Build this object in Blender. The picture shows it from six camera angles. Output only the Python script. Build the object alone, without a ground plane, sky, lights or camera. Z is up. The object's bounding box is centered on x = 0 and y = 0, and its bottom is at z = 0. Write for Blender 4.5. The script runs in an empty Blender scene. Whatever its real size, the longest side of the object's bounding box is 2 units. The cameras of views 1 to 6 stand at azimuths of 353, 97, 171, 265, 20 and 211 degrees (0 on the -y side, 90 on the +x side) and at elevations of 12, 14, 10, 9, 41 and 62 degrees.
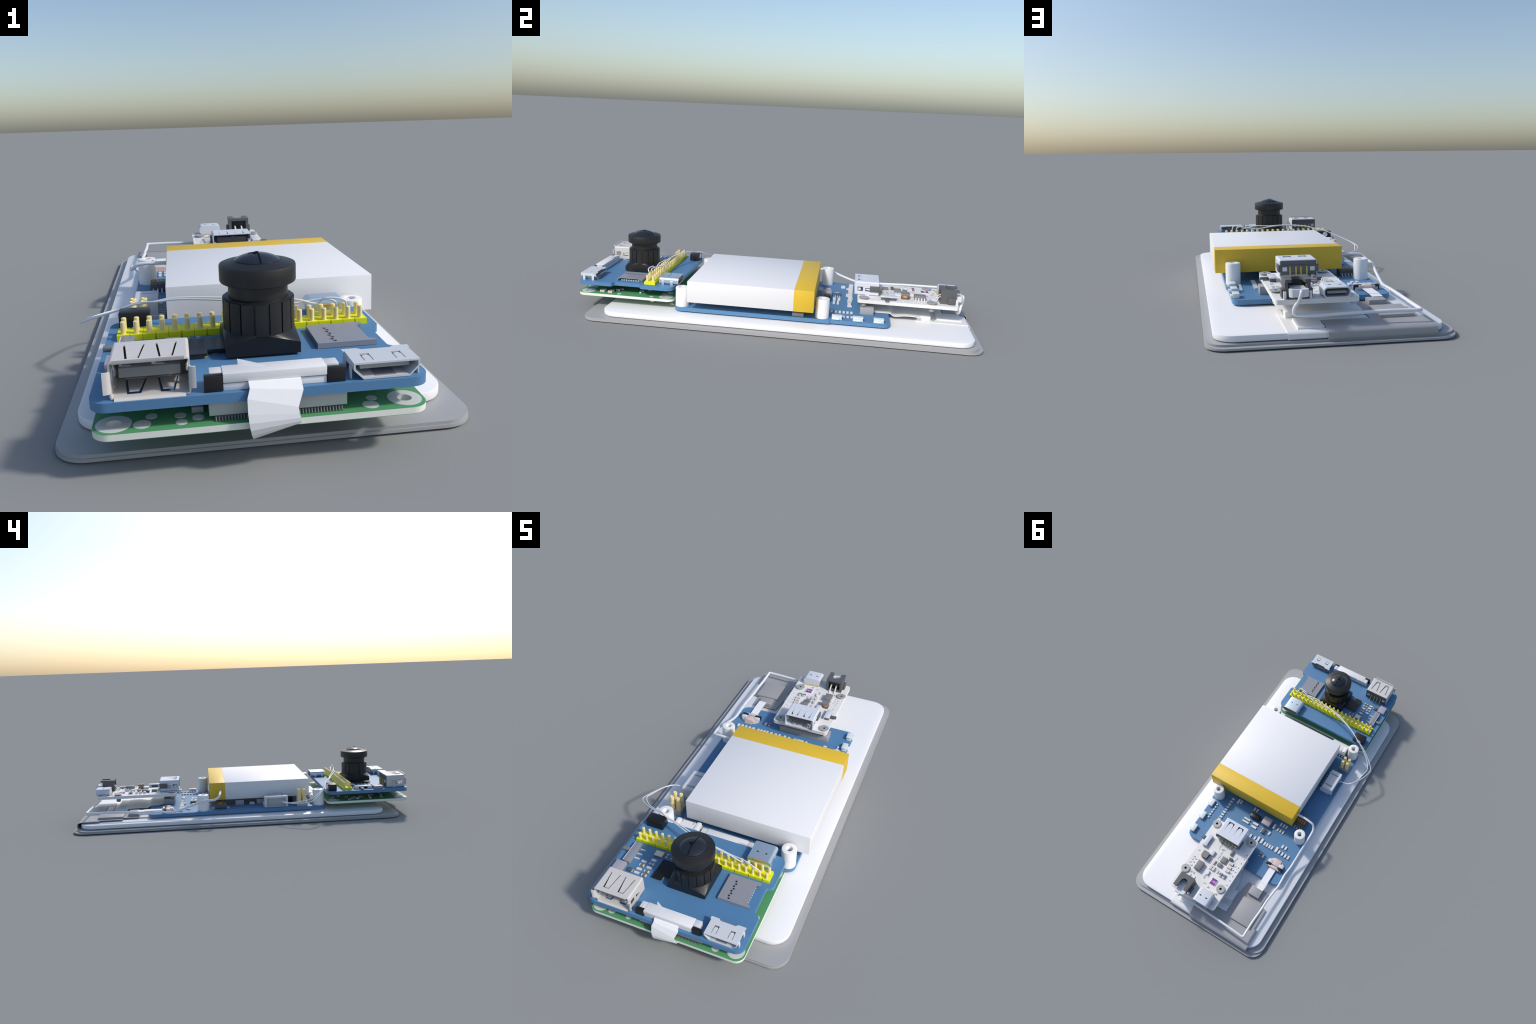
import bpy, bmesh, math, random
from mathutils import Vector, Matrix

rng = random.Random(7)

# ------------------------------------------------------------------ materials
def mat(name, col, rough=0.5, metal=0.0, grain=0.008, scale=60.0, coat=0.0, bump=0.0, spec=0.5):
    m = bpy.data.materials.new(name)
    m.use_nodes = True
    nt = m.node_tree
    b = nt.nodes["Principled BSDF"]
    b.inputs["Roughness"].default_value = rough
    b.inputs["Metallic"].default_value = metal
    b.inputs["Coat Weight"].default_value = coat
    b.inputs["Specular IOR Level"].default_value = spec
    tc = nt.nodes.new("ShaderNodeTexCoord")
    nz = nt.nodes.new("ShaderNodeTexNoise")
    nz.inputs["Scale"].default_value = scale
    nz.inputs["Detail"].default_value = 3.0
    rp = nt.nodes.new("ShaderNodeValToRGB")
    lo, hi = 1.0 - grain, 1.0 + grain
    rp.color_ramp.elements[0].position = 0.3
    rp.color_ramp.elements[1].position = 0.7
    rp.color_ramp.elements[0].color = (*[min(c * lo, 1) for c in col], 1)
    rp.color_ramp.elements[1].color = (*[min(c * hi, 1) for c in col], 1)
    nt.links.new(tc.outputs["Object"], nz.inputs["Vector"])
    nt.links.new(nz.outputs["Fac"], rp.inputs["Fac"])
    nt.links.new(rp.outputs["Color"], b.inputs["Base Color"])
    if bump:
        bp = nt.nodes.new("ShaderNodeBump")
        bp.inputs["Strength"].default_value = bump
        bp.inputs["Distance"].default_value = 0.002
        nt.links.new(nz.outputs["Fac"], bp.inputs["Height"])
        nt.links.new(bp.outputs["Normal"], b.inputs["Normal"])
    return m

M = dict(
    glass=mat("tinted_cover_glass", (0.39, 0.39, 0.395), 0.45),
    panel=mat("white_panel_plastic", (0.86, 0.86, 0.87), 0.38),
    blue=mat("blue_solder_mask", (0.087, 0.222, 0.408), 0.5),
    green=mat("green_solder_mask", (0.092, 0.335, 0.140), 0.55),
    fibre=mat("pale_board_core", (0.80, 0.82, 0.74), 0.6),
    pad=mat("tinned_pad", (0.66, 0.68, 0.64), 0.4),
    cell=mat("white_cell_wrap", (0.815, 0.815, 0.825), 0.5),
    tape=mat("yellow_tape", (0.74, 0.485, 0.032), 0.5, grain=0.02),
    stand=mat("white_nylon", (0.85, 0.85, 0.85), 0.45),
    black=mat("black_plastic", (0.010, 0.010, 0.011), 0.36),
    lensblack=mat("black_lens_barrel", (0.014, 0.014, 0.014), 0.42),
    lensglass=mat("lens_glass", (0.018, 0.023, 0.032), 0.15),
    dark=mat("dark_grey_plastic", (0.105, 0.107, 0.11), 0.5),
    chip=mat("grey_chip_resin", (0.21, 0.21, 0.212), 0.55),
    header=mat("yellow_header_plastic", (0.80, 0.82, 0.004), 0.5, grain=0.01),
    pin=mat("pale_gold_pin", (0.88, 0.73, 0.35), 0.45),
    gold=mat("gold_contact", (0.62, 0.46, 0.10), 0.4),
    amber=mat("amber_resin", (0.52, 0.25, 0.02), 0.4),
    warm=mat("warm_grey_steel", (0.62, 0.60, 0.585), 0.4),
    cool=mat("cool_grey_steel", (0.66, 0.69, 0.76), 0.4),
    hdmi=mat("bluish_steel", (0.62, 0.65, 0.68), 0.4),
    chrome=mat("blued_chrome", (0.64, 0.74, 0.81), 0.36, metal=0.75),
    sd=mat("card_slot_steel", (0.275, 0.29, 0.33), 0.4),
    white=mat("white_plastic", (0.78, 0.78, 0.79), 0.45),
    offwhite=mat("off_white_plastic", (0.66, 0.67, 0.70), 0.5),
    tin=mat("tinned_end", (0.70, 0.70, 0.71), 0.4),
    ceramic=mat("white_ceramic", (0.76, 0.75, 0.73), 0.5),
    tan=mat("tan_ceramic", (0.68, 0.50, 0.32), 0.5),
    peach=mat("peach_ceramic", (0.74, 0.62, 0.55), 0.5),
    wboard=mat("white_solder_mask", (0.795, 0.785, 0.765), 0.5),
    screw=mat("steel_screw", (0.42, 0.42, 0.415), 0.4, metal=0.2),
    thread=mat("dark_screw_thread", (0.10, 0.10, 0.10), 0.5),
    purple=mat("purple_label", (0.22, 0.02, 0.26), 0.5),
    ink=mat("grey_print_ink", (0.12, 0.14, 0.18), 0.6),
    inkwhite=mat("white_print_ink", (0.8, 0.75, 0.82), 0.6),
    copper=mat("copper_winding", (0.62, 0.30, 0.12), 0.4),
    lav=mat("lavender_grey_case", (0.40, 0.385, 0.44), 0.5),
    flexgrey=mat("grey_flex_film", (0.36, 0.36, 0.37), 0.5),
    flexwhite=mat("white_flex_film", (0.80, 0.80, 0.80), 0.5),
    ribbon=mat("white_ribbon", (0.90, 0.90, 0.91), 0.5),
    wire=mat("white_wire_sleeve", (0.78, 0.79, 0.82), 0.35),
    pink=mat("pinkish_plastic", (0.68, 0.56, 0.53), 0.5),
    btn=mat("pale_mint_plastic", (0.70, 0.77, 0.78), 0.4),
    conn=mat("grey_connector_case", (0.36, 0.36, 0.37), 0.5),
    lightconn=mat("light_grey_case", (0.46, 0.48, 0.47), 0.55),
    red=mat("red_lamp", (0.55, 0.02, 0.02), 0.4),
    brown=mat("brown_ceramic", (0.30, 0.17, 0.06), 0.5),
    mark=mat("green_print_ink", (0.05, 0.45, 0.08), 0.6),
    lime=mat("lime_plastic", (0.65, 0.70, 0.20), 0.5),
    hole=mat("matte_near_black", (0.006, 0.006, 0.007), 0.8, spec=0.1),  # flat near-black, used for hole bottoms, slots, the slab under the panel and the lens marks
)

# ------------------------------------------------------------------ geometry
class Geo:
    """Collects faces with material slots, then becomes one mesh."""
    def __init__(s):
        s.v, s.f, s.m, s.mats = [], [], [], []
    def slot(s, m):
        if m not in s.mats: s.mats.append(m)
        return s.mats.index(m)
    def add(s, verts, faces, m, xf=None):
        o = len(s.v); k = s.slot(m)
        s.v += [tuple(xf(*p)) if xf else tuple(p) for p in verts]
        for f in faces:
            s.f.append([o + i for i in f]); s.m.append(k)
    def mesh(s, name, sharp=32):
        me = bpy.data.meshes.new(name)
        me.from_pydata(s.v, [], s.f)
        for m in s.mats: me.materials.append(M[m])
        me.polygons.foreach_set("material_index", s.m)
        bm = bmesh.new(); bm.from_mesh(me)
        bmesh.ops.recalc_face_normals(bm, faces=bm.faces)
        bm.to_mesh(me); bm.free()
        me.polygons.foreach_set("use_smooth", [True] * len(me.polygons))
        me.set_sharp_from_angle(angle=math.radians(sharp))
        return me

    # --- primitives
    def box(s, x0, x1, y0, y1, z0, z1, m, b=0.0, xf=None):
        """Box; b rounds every edge with a 1-step chamfer."""
        if b <= 0:
            v = [(x, y, z) for z in (z0, z1) for y in (y0, y1) for x in (x0, x1)]
            f = [(0, 2, 3, 1), (4, 5, 7, 6), (0, 1, 5, 4), (2, 6, 7, 3), (0, 4, 6, 2), (1, 3, 7, 5)]
            s.add(v, f, m, xf); return
        bm = bmesh.new()
        bmesh.ops.create_cube(bm, size=1.0)
        for p in bm.verts:
            p.co = Vector(((x0 + x1) / 2 + p.co.x * (x1 - x0), (y0 + y1) / 2 + p.co.y * (y1 - y0), (z0 + z1) / 2 + p.co.z * (z1 - z0)))
        bmesh.ops.bevel(bm, geom=bm.edges[:], offset=b, segments=2, profile=0.5, affect='EDGES')
        s.from_bm(bm, m, xf)
    def from_bm(s, bm, m, xf=None):
        bm.verts.index_update()
        s.add([p.co[:] for p in bm.verts], [[q.index for q in f.verts] for f in bm.faces], m, xf)
        bm.free()
    def prism(s, outline, c0, c1, m, holes=(), top=None, xf=None, edge=0.0):
        """Extrude an outline (with holes) from c0 to c1. edge: chamfer of the upper rim.
        top: other material for the two flat faces."""
        bm = bmesh.new()
        es = []
        for loop in [outline, *holes]:
            vs = [bm.verts.new((x, y, c0)) for x, y in loop]
            es += [bm.edges.new((vs[i], vs[(i + 1) % len(vs)])) for i in range(len(vs))]
        if holes:
            r = bmesh.ops.triangle_fill(bm, use_beauty=True, use_dissolve=False, edges=es)
            faces = [g for g in r["geom"] if isinstance(g, bmesh.types.BMFace)]
        else:
            faces = [bm.faces.new(vs)]
        base = [[v.co.copy() for v in f.verts] for f in faces]
        bm.free()
        m2 = top or m
        for tri in base:
            s.add([(p.x, p.y, c0) for p in tri], [list(range(len(tri)))[::-1]], m2, xf)
        for tri in base:
            s.add([(p.x, p.y, c1) for p in tri], [list(range(len(tri)))], m2, xf)
        for loop in [outline, *holes]:
            n = len(loop)
            v = [(x, y, c0) for x, y in loop] + [(x, y, c1) for x, y in loop]
            s.add(v, [(i, (i + 1) % n, n + (i + 1) % n, n + i) for i in range(n)], m, xf)
    def lathe(s, prof, cx, cy, m, n=48, xf=None):
        v, f = [], []
        for r, z in prof:
            for i in range(n):
                a = 2 * math.pi * i / n
                v.append((cx + r * math.cos(a), cy + r * math.sin(a), z))
        for j in range(len(prof) - 1):
            for i in range(n):
                k = (i + 1) % n
                f.append((j * n + i, j * n + k, (j + 1) * n + k, (j + 1) * n + i))
        if prof[0][0] > 1e-6: f.append(list(range(n))[::-1])
        if prof[-1][0] > 1e-6: f.append([(len(prof) - 1) * n + i for i in range(n)])
        s.add(v, f, m, xf)
    def ring(s, prof, cx, cy, m, n=40):
        """Closed profile turned about the axis (tubes, washers)."""
        v, f = [], []
        k = len(prof)
        for r, z in prof:
            for i in range(n):
                a = 2 * math.pi * i / n
                v.append((cx + r * math.cos(a), cy + r * math.sin(a), z))
        for j in range(k):
            for i in range(n):
                i2, j2 = (i + 1) % n, (j + 1) % k
                f.append((j * n + i, j * n + i2, j2 * n + i2, j2 * n + i))
        s.add(v, f, m)
    def tube(s, path, r, m, n=10):
        v, f = [], []
        P = [Vector(p) for p in path]
        up = Vector((0, 0, 1))
        prev = None
        for i, p in enumerate(P):
            t = (P[min(i + 1, len(P) - 1)] - P[max(i - 1, 0)]).normalized()
            if prev is None:
                a = t.cross(up) if abs(t.z) < 0.9 else t.cross(Vector((1, 0, 0)))
            else:
                a = prev - t * prev.dot(t)
            a.normalize(); prev = a
            b = t.cross(a)
            for k in range(n):
                w = 2 * math.pi * k / n
                v.append(tuple(p + (a * math.cos(w) + b * math.sin(w)) * r))
        for i in range(len(P) - 1):
            for k in range(n):
                q = (k + 1) % n
                f.append((i * n + k, i * n + q, (i + 1) * n + q, (i + 1) * n + k))
        f.append(list(range(n))[::-1]); f.append([(len(P) - 1) * n + k for k in range(n)])
        s.add(v, f, m)
    def sheet(s, rows, t, m):
        """Strip through rows of (left, right) points, given thickness t."""
        L = [Vector(a) for a, b in rows]; R = [Vector(b) for a, b in rows]
        v = []
        n = len(rows)
        for i in range(n):
            j0, j1 = max(i - 1, 0), min(i + 1, n - 1)
            t1 = (L[j1] + R[j1]) - (L[j0] + R[j0])
            nn = (R[i] - L[i]).cross(t1).normalized() * (t / 2)
            v += [tuple(L[i] + nn), tuple(R[i] + nn), tuple(R[i] - nn), tuple(L[i] - nn)]
        f = []
        for i in range(n - 1):
            a, b = 4 * i, 4 * i + 4
            for k in range(4):
                q = (k + 1) % 4
                f.append((a + k, a + q, b + q, b + k))
        f += [(3, 2, 1, 0), tuple(4 * (n - 1) + k for k in range(4))]
        s.add(v, f, m)

def rrect(x0, x1, y0, y1, r, n=8):
    pts = []
    for cx, cy, a0 in ((x1 - r, y1 - r, 0), (x0 + r, y1 - r, 90), (x0 + r, y0 + r, 180), (x1 - r, y0 + r, 270)):
        for i in range(n + 1):
            a = math.radians(a0 + 90 * i / n)
            pts.append((cx + r * math.cos(a), cy + r * math.sin(a)))
    return pts
def rounded(pts, n=6):
    """Polygon of (x, y, radius) with filleted corners."""
    out = []
    k = len(pts)
    for i in range(k):
        x, y, r = pts[i]
        p = Vector((x, y)); a = Vector(pts[i - 1][:2]); b = Vector(pts[(i + 1) % k][:2])
        if r <= 0: out.append((x, y)); continue
        u, w = (a - p).normalized(), (b - p).normalized()
        ang = u.angle(w); d = r / math.tan(ang / 2)
        c = p + (u + w).normalized() * (r / math.sin(ang / 2))
        s, e = p + u * d - c, p + w * d - c
        a0, a1 = math.atan2(s.y, s.x), math.atan2(e.y, e.x)
        da = (a1 - a0 + math.pi) % (2 * math.pi) - math.pi
        out += [(c.x + r * math.cos(a0 + da * j / n), c.y + r * math.sin(a0 + da * j / n)) for j in range(n + 1)]
    return out
def circle(cx, cy, r, n=24):
    return [(cx + r * math.cos(2 * math.pi * i / n), cy + r * math.sin(2 * math.pi * i / n)) for i in range(n)]
def spline(pts, k=6):
    P = [Vector(p) for p in pts]; out = []
    for i in range(len(P) - 1):
        p0, p1, p2, p3 = P[max(i - 1, 0)], P[i], P[i + 1], P[min(i + 2, len(P) - 1)]
        for j in range(k):
            t = j / k
            out.append(0.5 * (2 * p1 + (p2 - p0) * t + (2 * p0 - 5 * p1 + 4 * p2 - p3) * t * t + (3 * p1 - p0 - 3 * p2 + p3) * t ** 3))
    out.append(P[-1])
    return [tuple(p) for p in out]

def put(name, geo, parent, loc=(0, 0, 0), rot=0.0, sharp=32, stuff=False):
    me = geo.mesh(name, sharp) if isinstance(geo, Geo) else geo
    o = bpy.data.objects.new(name, me)
    bpy.context.scene.collection.objects.link(o)
    o.parent = parent
    o.location = loc
    o.rotation_euler = (0, 0, rot)
    if stuff: o["kind"] = "stuff"
    return o
def boxpart(name, parent, x0, x1, y0, y1, z0, z1, m, b=0.0):
    g = Geo(); g.box(x0, x1, y0, y1, z0, z1, m, b)
    return put(name, g, parent)

root = bpy.data.objects.new("handheld_electronics_stack", None)
bpy.context.scene.collection.objects.link(root)
root["label"] = "open handheld computer stack with boards, battery, camera"
root["category"] = "electronic circuit"

# chip parts share their meshes
_chips = {}
def chip_mesh(kind, L, W, H):
    """Two-terminal part lying along y: ends of tin, middle of another material."""
    key = (kind, L, W, H)
    if key not in _chips:
        g = Geo()
        e = L * 0.24
        g.box(-W / 2, W / 2, -L / 2, -L / 2 + e, 0, H, "tin", 0.0006)
        g.box(-W / 2, W / 2, L / 2 - e, L / 2, 0, H, "tin", 0.0006)
        g.box(-W / 2 * 0.97, W / 2 * 0.97, -L / 2 + e, L / 2 - e, 0, H * 0.97, kind)
        _chips[key] = g.mesh("chip_" + kind)
    return _chips[key]
def chip(name, parent, x, y, z, kind="ceramic", L=0.024, W=0.0115, H=0.007, along="y"):
    return put(name, chip_mesh(kind, L, W, H), parent, (x, y, z), 0.0 if along == "y" else math.pi / 2)

# ------------------------------------------------------------------ screen
g = Geo()
g.prism(rrect(-0.4425, 0.4520, -0.909, 1.0, 0.072, 12), 0.0015, 0.009, "glass")
g.prism(rrect(-0.436, 0.446, -0.902, 0.993, 0.066, 12), 0.0, 0.0015, "glass")
glass = put("cover_glass", g, root)
g = Geo(); g.prism(rrect(-0.4412, 0.4508, -0.906, 0.977, 0.070, 12), 0.0091, 0.0165, "glass")
put("touch_layer", g, glass)
g = Geo()
def framed(x0, x1, y0, y1, r, z0, z1, m, b):
    # slab with softly rounded upper and lower rims
    steps = [(b, z0), (b * 0.3, z0 + b * 0.3), (0, z0 + b), (0, z1 - b), (b * 0.3, z1 - b * 0.3), (b, z1)]
    loops = [[(x, y, z) for x, y in rrect(x0 + i, x1 - i, y0 + i, y1 - i, r - i, 12)] for i, z in steps]
    n = len(loops[0]); v = sum(loops, []); f = []
    for j in range(len(loops) - 1):
        f += [(j * n + i, j * n + (i + 1) % n, (j + 1) * n + (i + 1) % n, (j + 1) * n + i) for i in range(n)]
    f += [list(range(n))[::-1], [(len(loops) - 1) * n + i for i in range(n)]]
    g.add(v, f, m)
framed(-0.408, 0.4225, -0.822, 0.966, 0.078, 0.0195, 0.0425, "panel", 0.003)
g.prism(rrect(-0.39, 0.39, -0.79, 0.93, 0.05), 0.0165, 0.0195, "hole")  # black slab modelled as the shadow line between panel and glass
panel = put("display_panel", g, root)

# grey flex that wraps round the far end, with its stiffeners
g = Geo()
zf = 0.0515
far = [(-0.36, y, z) for y, z in ((0.80, zf), (0.955, zf))]
prof = [(0.90, zf), (0.955, zf)] + [(0.957 + 0.026 * math.sin(a), zf - 0.014 + 0.014 * math.cos(a)) for a in (math.radians(d) for d in range(10, 100, 10))] + [(0.984, 0.024), (0.981, 0.018), (0.972, 0.0168)]
g.sheet([((-0.361, y, z), (0.032, y, z)) for y, z in prof], 0.003, "flexgrey")
g.prism([(-0.361, 0.9005), (-0.361, 0.857), (-0.339, 0.857), (-0.339, 0.727), (-0.30, 0.727), (-0.30, 0.636), (-0.163, 0.636), (-0.15, 0.72), (-0.15, 0.86), (0.032, 0.86), (0.032, 0.9005)], zf - 0.0015, zf + 0.0015, "flexgrey")
flexg = put("grey_display_flex", g, root)
boxpart("flex_stiffener", flexg, -0.314, -0.186, 0.725, 0.8725, zf + 0.0015, 0.0645, "flexgrey", 0.0008)
boxpart("flex_connector", flexg, -0.2675, -0.196, 0.6425, 0.6985, zf + 0.0015, 0.0762, "flexgrey", 0.0008)

# white flex with its blocks and the ramp up to the driver board
g = Geo()
prof = [(0.71, 0.0445), (0.955, 0.0445)] + [(0.957 + 0.016 * math.sin(a), 0.0345 + 0.010 * math.cos(a)) for a in (math.radians(d) for d in range(10, 100, 10))] + [(0.973, 0.024), (0.970, 0.0205)]
g.sheet([((-0.146, y, z), (0.171, y, z)) for y, z in prof], 0.003, "flexwhite")
flexw = put("white_display_flex", g, root)
g = Geo()
prof = spline([(0.495, 0.0735), (0.545, 0.074), (0.585, 0.0735), (0.60, 0.062), (0.615, 0.060), (0.65, 0.067), (0.685, 0.069), (0.725, 0.068)] and [(0, a, b) for a, b in ((0.495, 0.0735), (0.545, 0.074), (0.583, 0.0735), (0.597, 0.064), (0.612, 0.061), (0.65, 0.066), (0.685, 0.0675), (0.735, 0.065))], 5)
def lx(y):  # left border: narrow at the connector, widening with rounded corner
    return -0.055 - 0.04 * min(1, max(0, (y - 0.50) / 0.03)) - 0.025 * min(1, max(0, (y - 0.62) / 0.05))
g.sheet([((lx(y), y, z), (0.171, y, z)) for _, y, z in prof], 0.003, "flexwhite")
put("flex_ramp", g, flexw)
g = Geo()
g.box(-0.142, 0.150, 0.7195, 0.7855, 0.046, 0.0665, "flexwhite", 0.001)
put("flex_block", g, flexw)
boxpart("flex_pad", flexw, 0.036, 0.131, 0.818, 0.940, 0.046, 0.0535, "flexwhite", 0.001)
boxpart("flex_pad", flexw, -0.146, 0.0355, 0.818, 0.857, 0.046, 0.0520, "flexwhite", 0.001)
g = Geo()
for i, (dx, w) in enumerate(((0.0, .004), (0.006, .003), (0.011, .005), (0.018, .002))):
    g.box(0.134 + dx * 0.8, 0.134 + dx * 0.8 + w * 0.7, 0.797, 0.803, 0.046, 0.0466, "mark")
g.box(-0.118, -0.116, 0.793, 0.806, 0.046, 0.0466, "mark")
put("flex_print", g, flexw, stuff=True)

# ------------------------------------------------------------------ driver board (blue, on the panel)
ZB0, ZB = 0.0500, 0.0697
STAND = [(-0.288, 0.254), (0.300, 0.253), (0.300, -0.440), (-0.288, -0.440)]
g = Geo()
out = rounded([(-0.327, -0.476, 0.035), (-0.327, 0.577, 0.034), (0.327, 0.577, 0.034), (0.327, 0.296, 0.004), (0.3345, 0.288, 0.004), (0.3345, -0.476, 0.036)][::-1])
g.prism(out, ZB0, ZB, "blue", holes=[circle(0.327 - 0.02, -0.415 + 0.03, 0.004, 10), circle(0.215, -0.395, 0.004, 10)])
board = put("driver_board", g, root)
boxpart("board_spacer", board, -0.31, -0.22, -0.46, -0.39, 0.043, ZB0, "offwhite")
boxpart("board_spacer", board, -0.05, 0.25, -0.2, 0.3, 0.043, ZB0, "black")

g = Geo()
R, h = 0.0332, 0.1645
g.ring([(0.0135, ZB + .03), (0.0135, h - 0.002), (0.0155, h), (R - 0.004, h), (R - 0.0012, h - 0.001), (R, h - 0.004), (R, ZB)] + [(0.0135, ZB)], 0, 0, "stand", 48)
for k in range(9):
    g.ring([(0.0137, h - 0.006 - 0.007 * k), (0.0112, h - 0.0085 - 0.007 * k), (0.0137, h - 0.011 - 0.007 * k)], 0, 0, "stand", 24)
g.lathe([(0.0, ZB + 0.0301), (0.0136, ZB + 0.030)], 0, 0, "hole", 24)
sm = g.mesh("screw_standoff")
for x, y in STAND: put("screw_standoff", sm, board, (x, y, 0))

# edge push buttons
g = Geo()
g.box(-0.014, 0.011, -0.0225, 0.0225, ZB, ZB + 0.0160, "btn", 0.0006)
g.box(-0.0155, 0.0125, -0.0245, 0.0245, ZB + 0.0160, ZB + 0.0195, "btn", 0.0006)
g.box(-0.012, 0.0115, -0.0245, 0.0245, ZB, ZB + 0.004, "tin", 0.0008)
g.box(0.012, 0.021, -0.013, 0.013, ZB + 0.003, ZB + 0.012, "btn", 0.0008)
bm_ = g.mesh("push_button")
for y in (0.325, 0.4255, 0.5235): put("push_button", bm_, board, (0.312, y, 0))

# small two-terminal parts
for y in (0.233, 0.255, 0.276, 0.2965, 0.3165, 0.337, 0.3565, 0.375, 0.394): chip("chip_capacitor", board, 0.2105, y, ZB, L=0.0185, W=0.0115, along="x")
for i in range(6): chip("chip_capacitor", board, 0.277, 0.318 + 0.0195 * i, ZB, L=0.0115, W=0.010)
for x, y, L, W in ((0.172, .228, .034, .013), (.154, .224, .025, .011), (.055, .221, .024, .011), (.036, .221, .024, .011),
                   (-.11, .258, .033, .0135), (-.141, .224, .024, .0105), (-.160, .224, .024, .0105), (-.178, .224, .024, .0105),
                   (-.141, .264, .024, .0105), (-.159, .264, .024, .0105), (-.178, .264, .024, .0105), (-.108, .314, .024, .0115),
                   (-.018, .387, .024, .0115), (-.048, .387, .024, .011), (-.070, .380, .034, .0135), (-.096, .381, .034, .0135),
                   (-.120, .387, .024, .0115), (-.137, .387, .024, .0115), (-.155, .387, .024, .0115), (-.172, .387, .024, .0115),
                   (-.202, .382, .036, .0145), (-.224, .388, .024, .0115), (-.246, .389, .024, .0115), (-.268, .390, .024, .0115),
                   (-.289, .390, .024, .0115), (-.224, .346, .024, .0115), (-.246, .346, .024, .0115), (-.154, .459, .023, .0105)):
    chip("chip_capacitor", board, x, y, ZB, L=L, W=W)
for x, y, L, W in ((.05, .304, .024, .0115), (.049, .324, .024, .0115), (-.003, .304, .036, .0145), (-.003, .328, .036, .0145)):
    chip("chip_capacitor", board, x, y, ZB, L=L, W=W, along="x")
boxpart("chip_package", board, 0.050, 0.091, 0.374, 0.392, ZB, 0.081, "offwhite", 0.001)
for x in (0.1055, 0.040, 0.007): chip("chip_capacitor", board, x, 0.384, ZB, L=0.024, W=0.0115)
chip("chip_capacitor", board, 0.071, 0.303, ZB, L=0.022, along="x"); chip("chip_capacitor", board, 0.072, 0.324, ZB, L=0.022, along="x")
chip("indicator_lamp", board, -0.132, 0.4605, ZB, "red", 0.023, 0.0105, 0.006)
# under the battery
for x, y in ((-.12, -.30), (-.02, -.28), (.16, -.25), (-.1, .13), (-.15, .02), (0, .15), (.1, .16)):
    chip("chip_capacitor", board, x, y, ZB, "brown", 0.028, 0.014, 0.010, "x")
boxpart("inductor", board, -0.195, -0.145, 0.005, 0.058, ZB, 0.100, "lav", 0.002)
boxpart("inductor", board, -0.19, -0.15, -0.115, -0.075, ZB, 0.100, "lav", 0.002)
boxpart("crystal", board, -0.19, -0.165, -0.06, -0.03, ZB, 0.083, "offwhite", 0.001)
boxpart("chip_package", board, 0.29, 0.325, 0.11, 0.165, ZB, 0.086, "conn", 0.001)
boxpart("chip_package", board, -0.17, -0.12, -0.30, -0.25, ZB, 0.097, "black", 0.001)
boxpart("chip_package", board, 0.05, 0.075, -0.405, -0.395, ZB, 0.074, "black")
boxpart("chip_package", board, 0.01, 0.035, -0.402, -0.392, ZB, 0.074, "black")
# diode, inductor, small chip
boxpart("diode", board, -0.011, 0.054, 0.250, 0.284, ZB, 0.098, "black", 0.004)
boxpart("inductor", board, -0.086, -0.031, 0.233, 0.287, ZB, 0.099, "lav", 0.003)
g = Geo()
g.box(-0.079, -0.060, 0.302, 0.336, ZB + 0.001, 0.084, "dark", 0.0008)
for i in range(3):
    for x0, x1 in ((-0.0885, -0.079), (-0.060, -0.0505)):
        g.box(x0, x1, 0.305 + 0.0115 * i, 0.310 + 0.0115 * i, ZB, ZB + 0.004, "tin")
put("small_chip", g, board)

# lever switch block with four levers
g = Geo()
g.box(-0.2745, -0.2085, 0.115, 0.186, ZB + 0.002, 0.0985, "dark", 0.001)
for i in range(4):
    x = -0.2190 - 0.0152 * i
    g.box(x - 0.0058, x + 0.0058, 0.134, 0.168, 0.0985, 0.0988, "black")
    g.box(x - 0.0042, x + 0.0042, 0.138, 0.164, 0.0987, 0.1005, "amber", 0.0004)
    for y0, y1 in ((0.098, 0.1155), (0.1855, 0.203)):
        g.box(x - 0.0025, x + 0.0025, y0, y1, ZB, ZB + 0.003, "tin")
    g.box(x - 0.0025, x + 0.0025, 0.113, 0.1155, ZB, ZB + 0.012, "tin")
    g.box(x - 0.0025, x + 0.0025, 0.1855, 0.188, ZB, ZB + 0.012, "tin")
put("lever_switch_block", g, board)

# pinkish flat-cable socket with its cable
g = Geo()
g.prism(rounded([(-0.296, 0.496, 0.003), (-0.296, 0.452, 0.012), (-0.272, 0.434, 0.006), (-0.222, 0.434, 0.006), (-0.198, 0.452, 0.012), (-0.198, 0.496, 0.003)]), ZB, 0.082, "pink")
g.box(-0.273, -0.222, 0.437, 0.478, 0.082, 0.089, "pink", 0.0015)
g.box(-0.283, -0.212, 0.484, 0.499, ZB + 0.002, 0.091, "pink", 0.0015)
for i in range(6): g.box(-0.268 + 0.0075 * i, -0.265 + 0.0075 * i, 0.424, 0.437, ZB, ZB + 0.004, "pink")
for i in range(4):
    for x in (-0.2975, -0.1985): g.box(x, x + 0.003, 0.455 + 0.01 * i, 0.459 + 0.01 * i, ZB, 0.081, "pink")
sock = put("flat_cable_socket", g, board)
boxpart("socket_latch", board, -0.303, -0.269, 0.476, 0.491, ZB + .002, 0.0925, "black", 0.001)
boxpart("socket_latch", board, -0.226, -0.192, 0.476, 0.491, ZB + .002, 0.0925, "black", 0.001)
boxpart("socket_slider", board, -0.299, -0.271, 0.455, 0.476, 0.080, 0.0915, "offwhite", 0.0015)
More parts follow.
